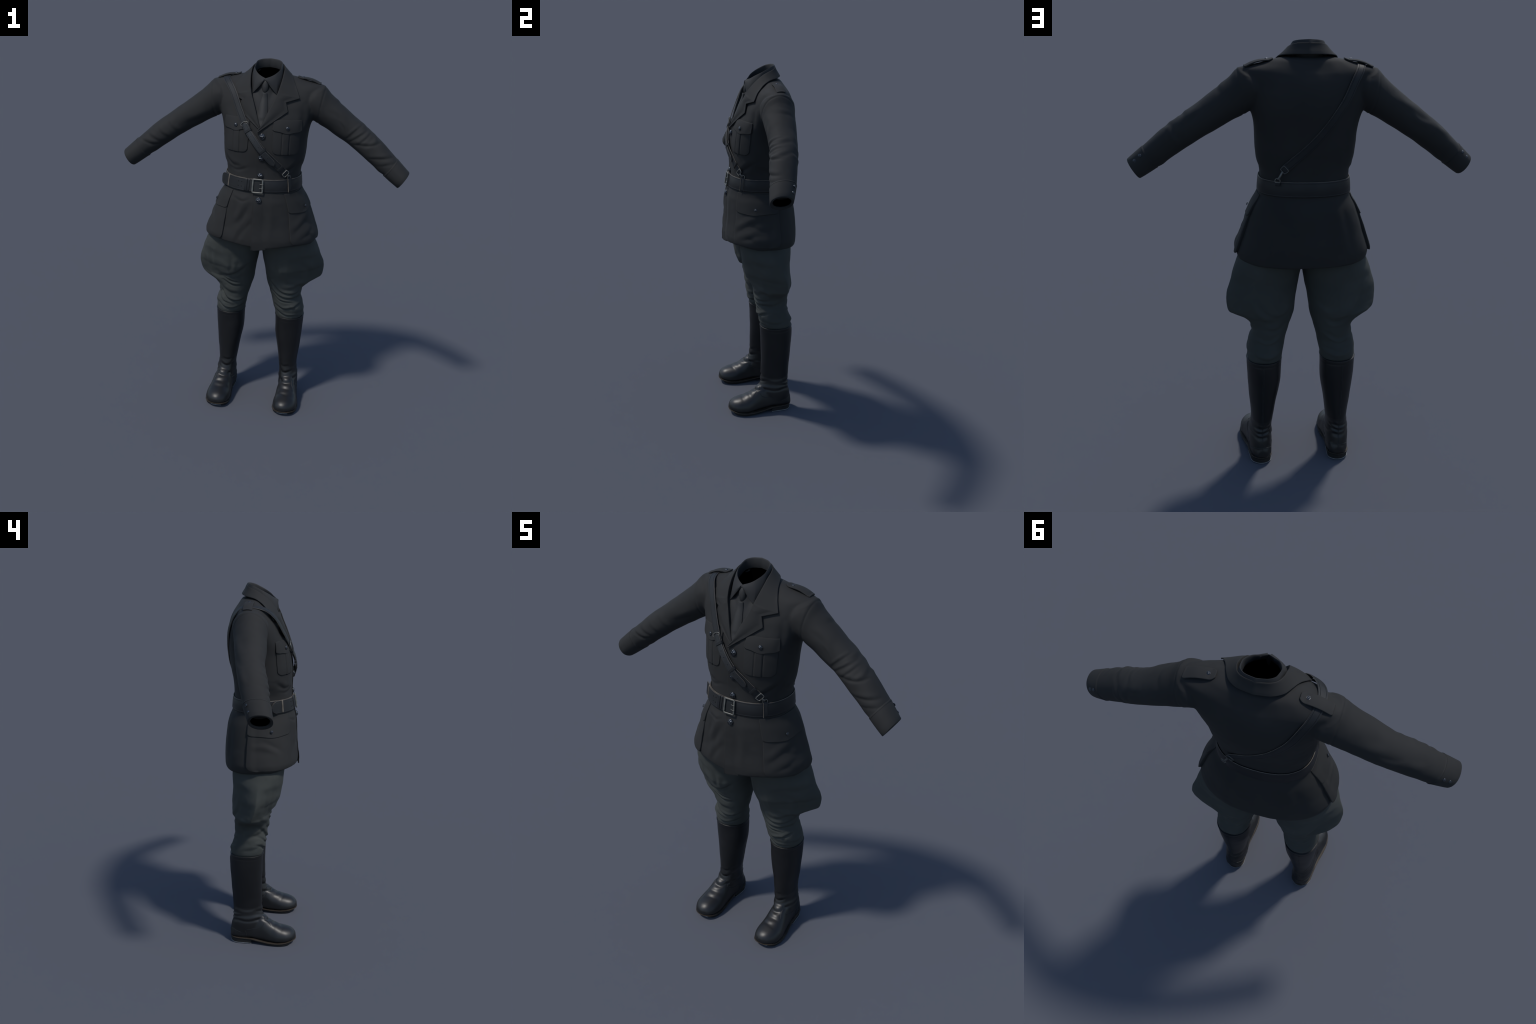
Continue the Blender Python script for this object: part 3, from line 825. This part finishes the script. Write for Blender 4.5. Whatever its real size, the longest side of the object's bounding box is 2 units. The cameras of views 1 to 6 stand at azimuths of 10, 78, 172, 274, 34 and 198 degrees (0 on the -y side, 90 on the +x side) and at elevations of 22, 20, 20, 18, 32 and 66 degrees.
strap, SC, SS, SN, SL = ribbon("cross_strap", C, NC, .0330, .0036, M_STRAP, root, off=.0055, edge_mat=M_EDGE)
def at_len(d):
    i = int(np.argmin(np.abs(SL-d))); return SC[i], SS[i], SN[i], i
def nearest_len(p): return SL[int(np.argmin(np.linalg.norm(SC-np.array(p), axis=1)))]
d_tip = nearest_len((.076, -.165, 1.486)); d_ring = nearest_len((-.090, -.150, 1.700))
i0, i1 = at_len(d_tip)[3], at_len(d_ring)[3]
OVER_SIGN = 1.0 if SS[i0][2] > 0 else -1.0
lay = SC[i0:i1+1] + SN[i0:i1+1]*(.0048 + .0020*np.sin(np.linspace(0, math.pi, i1-i0+1)))[:, None]
lay = lay - SS[i0:i1+1]*(np.linspace(1, 0, i1-i0+1)**2*.010*OVER_SIGN)[:, None] + SN[i0:i1+1]*(np.linspace(1, 0, i1-i0+1)**3*.004)[:, None]
lay = catmull(lay, 70); LN = np.array([SN[i0 + int(round(k*(i1-i0)/69))] for k in range(70)])
for _ in range(6): LN[1:-1] = (LN[:-2]+2*LN[1:-1]+LN[2:]); LN /= np.linalg.norm(LN, axis=1, keepdims=True)
over, OC, OS, ON, OL = ribbon("strap_overlay", lay, LN, .0290, .0036, M_OVER, strap, lift_it=False, tip0=.030, tip1=.012, edge_mat=M_EDGE)
def strap_loop(p, name="strap_loop", w=.0105, half=.0195, lo=-.006, hi=.0085, mat=M_STRAP):
    c, s, n, i = at_len(nearest_len(p)); t = np.cross(n, s)
    prof = [(-1, lo), (-1.02, 0), (-1, hi*.75), (-.92, hi), (0, hi+.0012), (.92, hi), (1, hi*.75), (1.02, 0), (1, lo)]
    P = np.array([[c + s*half*a + n*b + t*w*k for a, b in prof] for k in (-.5, -.42, 0, .42, .5)])
    return slab(name, P, .0026, mat, strap, out=np.array(n), smooth_deg=40, nrm=None)
strap_loop((-.0690, -.155, 1.660)); strap_loop((.016, -.180, 1.562)); strap_loop((.1095, -.1425, 1.4705), half=.0195, lo=-.004, hi=.006)
# small holes in the overlay
for k in (.18, .30, .42, .54, .72, .82):
    i = int(k*69); c = OC[69-i] if True else OC[i]; j = 69-i
    cc = np.array([OC[j] + .0018*(math.cos(a)*OS[j] + math.sin(a)*np.cross(ON[j], OS[j])) for a in np.linspace(0, TAU, 10, endpoint=False)])
    v, f = loft([cc - ON[j]*.002, cc + ON[j]*.0005]); mesh_obj("strap_hole", v, f, M_HOLE, strap)
# ring at the top of the overlay
c, s, n, i = at_len(d_ring); t = np.cross(n, s); t = t if t[2] > 0 else -t
arc = [c + s*.0195*math.cos(a) + t*(.010*math.sin(a)-.004) + n*.0045 for a in np.linspace(-.35, math.pi+.35, 26)]
tube("strap_ring", arc, .0019, M_BUCKLE, strap, 8)
# metal slide and hook at both ends
def end_hook(c, s, n, t, target, w, metal=M_BUCKLE, thick=.0056):
    fr = [c + s*a*w + t*b + n*.003 for a, b in [(-1, .0), (-1, .006), (-1, .012), (-.95, .018), (-.8, .021), (-.3, .022), (.3, .022), (.8, .021), (.95, .018), (1, .012), (1, .006), (1, 0), (.5, -.001), (0, -.001), (-.5, -.001)]]
    tube("strap_buckle", fr, thick*.38, metal, strap, 8, closed=True)
    P = np.array([[c + s*a*w*.9 + t*b + n*.0022 for a in np.linspace(-1, 1, 7)] for b in np.linspace(-.006, .017, 8)])
    slab("strap_buckle_plate", P, .0035, M_STRAP, strap, nrm=np.broadcast_to(n, P.shape))
    a = c + t*.020 + n*.0035; b = np.array(target)
    tube("hook", [a, a+(b-a)*.3+n*.002, a+(b-a)*.7+n*.003, b+n*.001], thick, metal, strap, 10, flat=.6, nrm=n)
def dring(cen, n):
    n = np.array([n[0], n[1], 0]); n /= np.linalg.norm(n); s = np.array([-n[1], n[0], 0]); up = np.array([0, 0, 1.])
    pts = [cen + s*.0115*math.cos(a) + up*(.0125*math.sin(a)) + n*.001 for a in np.linspace(-.5, math.pi+.5, 22)]
    tube("d_ring", pts, .0019, M_BUCKLE, strap, 8, closed=True)
    P = np.array([[cen + s*.009*a + up*b + n*.002 for a in (-1, -.5, 0, .5, 1)] for b in (-.022, -.012, -.006)])
    slab("ring_tab", P, .003, M_STRAP, strap, nrm=np.broadcast_to(n, P.shape))
c, s, n, i = at_len(0.002); t = (SC[0]-SC[3]); t /= np.linalg.norm(t)
end_hook(SC[1], s, n, t, (.1530, -.1140, 1.419), .0175); dring(np.array([.1545, -.1130, 1.414]), np.array([.75, -.65, 0]))
t = (SC[-1]-SC[-4]); t /= np.linalg.norm(t)
end_hook(SC[-2], SS[-1], SN[-1], t, (.1330, .1600, 1.420), .0155, M_STEEL, .0044); dring(np.array([.1350, .1560, 1.413]), np.array([.35, .9, 0]))

# ================================================================== BREECHES
LEG = [  # z, inner x, outer x, front y, back y, ridge y left, ridge y right, centre x, exponent
    (1.130, -.004, .235, -.125, .160, .03, .03, .120, 2.2), (1.030, -.004, .296, -.127, .157, .05, -.004, .150, 2.1), (.975, .003, .320, -.121, .156, .062, .006, .160, 1.9), (.930, .0105, .336, -.114, .155, .078, .013, .165, 1.5),
    (.870, .021, .352, -.104, .158, .096, .019, .165, 1.35), (.840, .027, .353, -.090, .160, .103, .025, .165, 1.25), (.805, .032, .349, -.070, .161, .103, .037, .165, 1.25), (.785, .0350, .340, -.0605, .160, .102, .046, .165, 1.3),
    (.765, .0370, .306, -.0540, .157, .096, .053, .165, 1.5), (.745, .042, .268, -.049, .150, .086, .058, .162, 1.75), (.725, .048, .247, -.0455, .147, .074, .060, .159, 2.05), (.705, .055, .238, -.043, .147, .068, .060, .158, 2.1), (.685, .060, .236, -.039, .148, .06, .06, .155, 2.15), (.660, .067, .238, -.034, .147, .06, .06, .156, 2.15),
    (.635, .074, .248, -.032, .147, .06, .06, .162, 2.15), (.600, .081, .2535, -.027, .158, .06, .06, .168, 2.15), (.570, .088, .2575, -.017, .169, .07, .07, .172, 2.15), (.548, .092, .2565, -.012, .168, .075, .075, .174, 2.15), (.530, .0955, .250, -.006, .162, .08, .08, .175, 2.15), (.490, .099, .244, .000, .158, .08, .08, .176, 2.15)]
f_leg = pchip([-r[0] for r in LEG], [r[1:] for r in LEG])
def leg(side):
    zz = np.linspace(1.13, .49, 210); rows = []
    NA = 132; t = np.linspace(0, TAU, NA, endpoint=False); c, s = np.cos(t), np.sin(t)
    for z in zz:
        xi, xo, yf, yb, yl, yr, xc, n = f_leg(-z)[0]; rid = yl if side > 0 else yr
        if side < 0: xo = f_leg(-(z+.016*math.exp(-((z-.75)/.05)**2)))[0][1]
        yc = (yf+yb)/2; ni = 2.1
        xx = np.where(c > 0, xc+(xo-xc)*sgnpow(c, 2/n), xc+(xc-xi)*sgnpow(c, 2/ni))
        cy = np.where(c > 0, rid, yc); ex = np.where(c > 0, 2/n, 2/ni)
        a = np.abs(s)**ex*np.sign(s)
        yy = np.where(s < 0, cy + (cy-yf)*a, cy + (yb-cy)*a)
        rows.append(np.stack([xx*side, yy, np.full(NA, z)], 1))
    v, f = loft(rows, True, True)
    me = bpy.data.meshes.new("breeches_leg"); me.from_pydata([tuple(map(float, p)) for p in v], [], f)
    bm = bmesh.new(); bm.from_mesh(me); bmesh.ops.recalc_face_normals(bm, faces=bm.faces)
    for _ in range(2): bmesh.ops.smooth_vert(bm, verts=bm.verts, factor=.4, use_axis_x=True, use_axis_y=True, use_axis_z=True)
    bm.to_mesh(me); bm.free()
    co = get_co(me); no = get_no(me)
    G_ = LEG_FOLDS[side]
    d = 1.12*fold_field(co, no, G_) + noise_field(co, 13, .0025, 2+side) + noise_field(co, 34, .0010, 6+side)
    set_co(me, co + no*d[:, None])
    return finish("breeches_leg", me, M_BREECH, breeches, recalc=False)
def band(side, zc, x0, x1, sag, w, h): return ('front', [(x0, zc+sag), ((x0+x1)/2, zc-sag), (x1, zc+sag)], w, h)
kn_r = [G('front', [(-.238, .712), (-.211, .676), (-.174, .632), (-.117, .616), (-.080, .630)], .0085, .0085), G('front', [(-.246, .604), (-.195, .570), (-.140, .566), (-.085, .588)], .0085, .0085), G('front', [(-.205, .788), (-.150, .796), (-.100, .830), (-.062, .868)], .013, .0085),
        G('front', [(-.200, .757), (-.150, .730), (-.095, .723)], .008, .0060), G('front', [(-.200, .780), (-.160, .758), (-.112, .746)], .007, .0050), ('front', [(-.130, .925), (-.125, .880), (-.135, .835)], .012, .005), G('front', [(-.310, .940), (-.306, .870), (-.283, .820)], .012, .004),
        ('front', [(-.245, .950), (-.247, .865), (-.215, .800)], .015, .0045), G('front', [(-.235, .655), (-.205, .615), (-.16, .600)], .007, .004), ('front', [(-.30, .80), (-.25, .76), (-.20, .74)], .012, .004), ('front', [(-.21, .735), (-.16, .700), (-.11, .690)], .014, .004)]
kn_l = [G('front', [(.062, .772), (.126, .716), (.189, .700), (.240, .704)], .0085, .0085), G('front', [(.070, .722), (.127, .683), (.195, .670), (.235, .676)], .008, .0075), G('front', [(.086, .692), (.129, .657), (.195, .648)], .0065, .0055), G('front', [(.105, .622), (.150, .601), (.205, .612), (.245, .634)], .0085, .0085),
        G('front', [(.098, .590), (.157, .558), (.230, .556)], .0075, .0065), ('front', [(.120, .755), (.18, .752), (.245, .785), (.262, .86)], .014, .004), ('front', [(.125, .940), (.128, .870), (.145, .800)], .018, .0045), ('front', [(.19, .63), (.220, .612), (.226, .590)], .009, .004), ('front', [(.255, .93), (.30, .87), (.30, .80)], .016, .003)]
back_f = [G('back', [(.225, .650), (.16, .632), (.095, .668)][::-1], .010, -.004), ('back', [(.25, .86), (.21, .79), (.16, .75)], .014, .005), ('back', [(.10, .585), (.17, .567), (.23, .592)], .011, .0035),
          ('back', [(.06, .81), (.11, .785), (.15, .79)], .014, .003), ('back', [(.09, .745), (.13, .715), (.19, .720)], .013, .0035)]
LEG_FOLDS = {1: kn_l + back_f + [('left', [(-.03, .70), (.04, .69), (.12, .72)], .014, .004), ('left', [(.00, .60), (.06, .585), (.14, .605)], .013, .003), ('left', [(-.06, .80), (.02, .76), (.05, .72)], .014, .004)],
             -1: kn_r + [(a, mir(p)[::-1] if k else mir(p), w, h, *k) for a, p, w, h, *k in back_f] + [('right', [(-.03, .72), (.02, .68), (.10, .66)], .014, .005), ('right', [(-.02, .625), (.04, .60), (.12, .59)], .014, .0035)]}
for s in (1, -1): leg(s)

# ================================================================== BOOTS
SHAFT = [(.538, .0915, .2590, -.0135, .1710), (.500, .0940, .2570, -.0110, .1720), (.440, .0955, .2540, -.0085, .1700), (.390, .1015, .2500, -.0067, .1665), (.320, .1150, .2440, -.0060, .1615), (.260, .1240, .2370, -.0060, .1570), (.210, .1310, .2340, -.0070, .1540), (.175, .1350, .2370, -.0110, .1520), (.145, .1340, .2430, -.0200, .1545), (.110, .1330, .2460, -.030, .1630), (.060, .1330, .2420, -.02, .170), (.030, .1370, .2370, -.01, .169)]
f_shaft = pchip([-r[0] for r in SHAFT], [r[1:] for r in SHAFT])
FOOT = [(.172, .186, .024, .070), (.160, .186, .036, .090), (.140, .187, .047, .115), (.100, .189, .052, .140), (.050, .192, .0535, .165), (.000, .195, .0565, .165), (-.030, .1965, .061, .150), (-.060, .1985, .0645, .1265), (-.100, .201, .0705, .1065), (-.140, .201, .0675, .0945), (-.167, .1995, .0575, .0845), (-.184, .198, .0450, .0735), (-.194, .197, .0310, .0630), (-.2000, .1965, .0140, .0520)]
f_foot = pchip([-r[0] for r in FOOT], [r[1:] for r in FOOT])
SOLE_Y = [-.21, -.19, -.15, -.10, -.04, .02, .055, .18]
def sole_bottom(y): return float(np.interp(y, SOLE_Y, [.0105, .0080, .0030, 0, .003, .013, .0195, .0195]))
def welt_height(y): return float(np.interp(y, SOLE_Y, [.0300, .0275, .0200, .0158, .0168, .0240, .0305, .0325]))
def tuck(P):
    """the tread sits back from the toe"""
    P = P.copy(); P[:, 1] += .015*smooth01((-.15-P[:, 1])/.052); return P
def sole_outline(grow, y0=-.21, y1=.178, N=90):
    """half widths along the foot, walked as a closed loop of (x, y)"""
    ys = [-.2015, -.2008, -.198, -.192, -.181, -.163, -.135, -.10, -.06, -.02, .02, .06, .10, .133, .153, .164, .1705, .1725]
    xin = [.196, .183, .171, .160, .149, .139, .1310, .129, .132, .138, .142, .1415, .139, .139, .147, .160, .173, .187]
    xou = [.198, .210, .222, .234, .246, .2590, .2700, .2740, .270, .262, .2535, .2475, .243, .239, .229, .215, .202, .189]
    inn = np.stack([xin, ys], 1); out = np.stack([xou, ys], 1)
    loop = np.vstack([out, inn[::-1]])
    Pc = catmull(np.vstack([loop, loop[:1]]), N+1)[:-1]
    T = np.roll(Pc, -1, 0)-np.roll(Pc, 1, 0); T /= np.linalg.norm(T, axis=1, keepdims=True)
    O = np.stack([T[:, 1], -T[:, 0]], 1)
    cen = Pc.mean(0)
    if ((Pc-cen)*O).sum() < 0: O = -O
    return Pc + O*grow
def boot(side):
    par = boots[side]
    sh = []
    for z in np.linspace(.538, .03, 70):
        xi, xo, yf, yb = f_shaft(-z)[0]; xc = (xi+xo)/2
        sh.append(ring((xo-xi)/2, yf, yb, (yf+yb)/2, z, 2.15, 72) + [xc, 0, 0])
    ft = []
    for y in np.r_[np.linspace(.172, -.17, 42), np.linspace(-.175, -.200, 12)]:
        xc, hw, zt = f_foot(-y)[0]
        zb = welt_height(y)-.003; zt -= .0035*math.exp(-((y+.11)/.06)**2); t = np.linspace(0, TAU, 56, endpoint=False); c, s = np.cos(t), np.sin(t)
        zm = zb + (zt-zb)*.24
        nn = 2.3
        x = xc + hw*sgnpow(c, 2/nn); z = np.where(s > 0, zm+(zt-zm)*sgnpow(s, 2/2.0), zm+(zm-zb)*sgnpow(s, 2/3.5))
        ft.append(np.stack([x, np.full(56, y), z], 1))
    me = remesh([loft(sh), loft(ft)], .0042, 6)
    co = get_co(me); no = get_no(me)
    # creases at the ankle and over the vamp
    F = [G('front', [(.125, .152), (.18, .133), (.255, .150)], .010, .0048), G('front', [(.130, .200), (.172, .181), (.225, .197)], .0095, .0050), G('front', [(.14, .235), (.165, .222), (.20, .230)], .008, .003),
         G('left', [(-.02, .150), (.08, .136), (.165, .150)], .010, .0035), G('right', [(-.165, .150), (-.08, .136), (.02, .150)][::-1] and [(-.02, .150), (.08, .136), (.165, .150)][::-1], .010, -.0035), ('left', [(.155, .20), (.08, .190), (.0, .205)], .011, .002),
         G('back', [(.235, .176), (.19, .166), (.14, .180)], .008, -.005), G('back', [(.235, .152), (.19, .144), (.14, .154)], .008, -.004), G('back', [(.22, .20), (.19, .192), (.15, .202)], .008, -.003),
         ('top', [(.165, -.050), (.195, -.064), (.238, -.062)], .010, .0020), ('top', [(.150, -.080), (.190, -.100), (.240, -.090)], .011, .0024), ('top', [(.19, -.112), (.22, -.112), (.25, -.102)], .009, .0012), ('top', [(.17, -.025), (.20, -.034), (.225, -.030)], .010, .0014)]
    d = fold_field(co, no, F) + noise_field(co, 18, .0011, 4+side)
    # stitched band at the top of the shaft
    d += -.0012*np.exp(-((co[:, 2]-.520)/.003)**2)
    co = co + no*d[:, None]; co[:, 2] = np.maximum(co[:, 2], .004)
    co[:, 0] *= side
    set_co(me, co)
    if side < 0: me.flip_normals()
    o = finish("boot_upper", me, M_BOOT, par, recalc=False)
    # dull shaft, glossier foot
    me.materials.append(M_SHAFT)
    zc = np.array([p.center[2] for p in me.polygons])
    me.polygons.foreach_set("material_index", (zc > .215).astype(int))
    bm = bmesh.new(); bm.from_mesh(me); bv = BVHTree.FromBMesh(bm); bm.free()
    def surf(p, dirv):
        h, n, i, dd = bv.ray_cast(V(p), V(dirv).normalized()); return (np.array(h), np.array(n)) if h is not None else (None, None)
    # rolled top edge
    xi, xo, yf, yb = f_shaft(-.538)[0]
    tr = ring((xo-xi)/2-.001, yf+.001, yb-.001, (yf+yb)/2, .536, 2.15, 72) + [(xi+xo)/2, 0, 0]
    tr[:, 0] *= side; tube("boot_top_edge", tr, .0022, M_SHAFT, par, 8, closed=True)
    # seams: back seam, heel counter, vamp
    def seam(pts_dirs, r=.0014, mat=M_SEAM):
        q = []
        for p, dv in pts_dirs:
            h, n = surf(np.array(p)*[side, 1, 1], np.array(dv)*[side, 1, 1])
            if h is not None: q.append(h + n*.0004)
        if len(q) > 3: tube("boot_seam", q, r, mat, par, 6)
    for dx in (-.0022, .0022): seam([((.186+dx - .010*(z-.1)*0, .5, z), (0, -1, 0)) for z in np.linspace(.05, .515, 60)])
    cnt = [((.19+.3*math.sin(a), .10+.3*math.cos(a), .066+.018*max(0, math.cos(a))**2), (-math.sin(a), -math.cos(a), 0)) for a in np.linspace(-1.35, 1.35, 40)]
    seam(cnt)
    for sg in (1, -1):
        seam([((.19+sg*.3, y, z), (-sg, 0, 0)) for y, z in catmull([(.085, .078), (.080, .060), (.078, .045)], 10)])
        seam([((.19+sg*.3, y, z), (-sg, 0, 0)) for y, z in catmull([(.075, .085), (.045, .092), (.015, .098), (-.008, .108), (-.020, .125)], 24)])
        seam([((.19+sg*a, -.5, z), (0, 1, 0)) for a, z in catmull([(.046, .112), (.037, .128), (.030, .146), (.020, .158)], 14)])
    # sole, welt, heel
    def slabloop(name, g0, z0f, g1, z1f, mat, tucked=False):
        b = sole_outline(g1); a = sole_outline(g0); z0 = [z0f(y) for y in a[:, 1]]
        if tucked: a = tuck(a)
        lo = np.stack([a[:, 0], a[:, 1], z0], 1); hi = np.stack([b[:, 0], b[:, 1], [z1f(y) for y in b[:, 1]]], 1)
        rows = [lo + (lo.mean(0)-lo)*[.03, .03, 0], lo, hi, hi + (hi.mean(0)-hi)*[.06, .06, 0]]
        for r in rows: r[:, 0] *= side
        v, f = loft(rows); return mesh_obj(name, v, f, mat, par, 40)
    slabloop("sole", -.0035, lambda y: sole_bottom(y)+.0002, -.0006, lambda y: welt_height(y)-.0022, M_SOLE, True)
    slabloop("welt", .0016, lambda y: welt_height(y)-.0020, .0010, lambda y: welt_height(y)+.0006, M_WELT)
    hl = sole_outline(-.0025)
    hl = hl[hl[:, 1] > .052]
    k = int(np.argmax(np.linalg.norm(np.diff(np.vstack([hl, hl[:1]]), axis=0), axis=1))); hl = np.roll(hl, -(k+1), 0)
    breast_pts = np.linspace(hl[-1], hl[0], 8)[1:-1]; breast_pts[:, 1] += .004*np.sin(np.linspace(0, math.pi, 6))
    hl = np.vstack([hl, breast_pts])
    cen = hl.mean(0)
    for nm, z0, z1, g, mat in (("heel", .0032, .0215, 0, M_SOLE), ("heel_iron", 0.0, .0031, .0012, M_IRON)):
        rr = []
        for z in (z0, z1):
            q = hl + (hl-cen)/np.linalg.norm(hl-cen, axis=1, keepdims=True)*g
            rr.append(np.stack([q[:, 0]*side, q[:, 1], np.full(len(q), z)], 1))
        v, f = loft(rr); mesh_obj(nm, v, f, mat, par, 40)
    # toe plate
    tp = tuck(sole_outline(-.0038, N=160)); tp = tp[tp[:, 1] < -.1775]
    k = int(np.argmax(np.linalg.norm(np.diff(np.vstack([tp, tp[:1]]), axis=0), axis=1))); tp = np.roll(tp, -(k+1), 0)
    tpts = np.stack([tp[:, 0]*side, tp[:, 1], [sole_bottom(y-.014)+.0002 for y in tp[:, 1]]], 1)
    tube("toe_plate", tpts, .0021, M_IRON, par, 8)
for s in (1, -1): boot(s)

for m in list(bpy.data.meshes):
    if m.users == 0: bpy.data.meshes.remove(m)
bpy.context.view_layer.update()
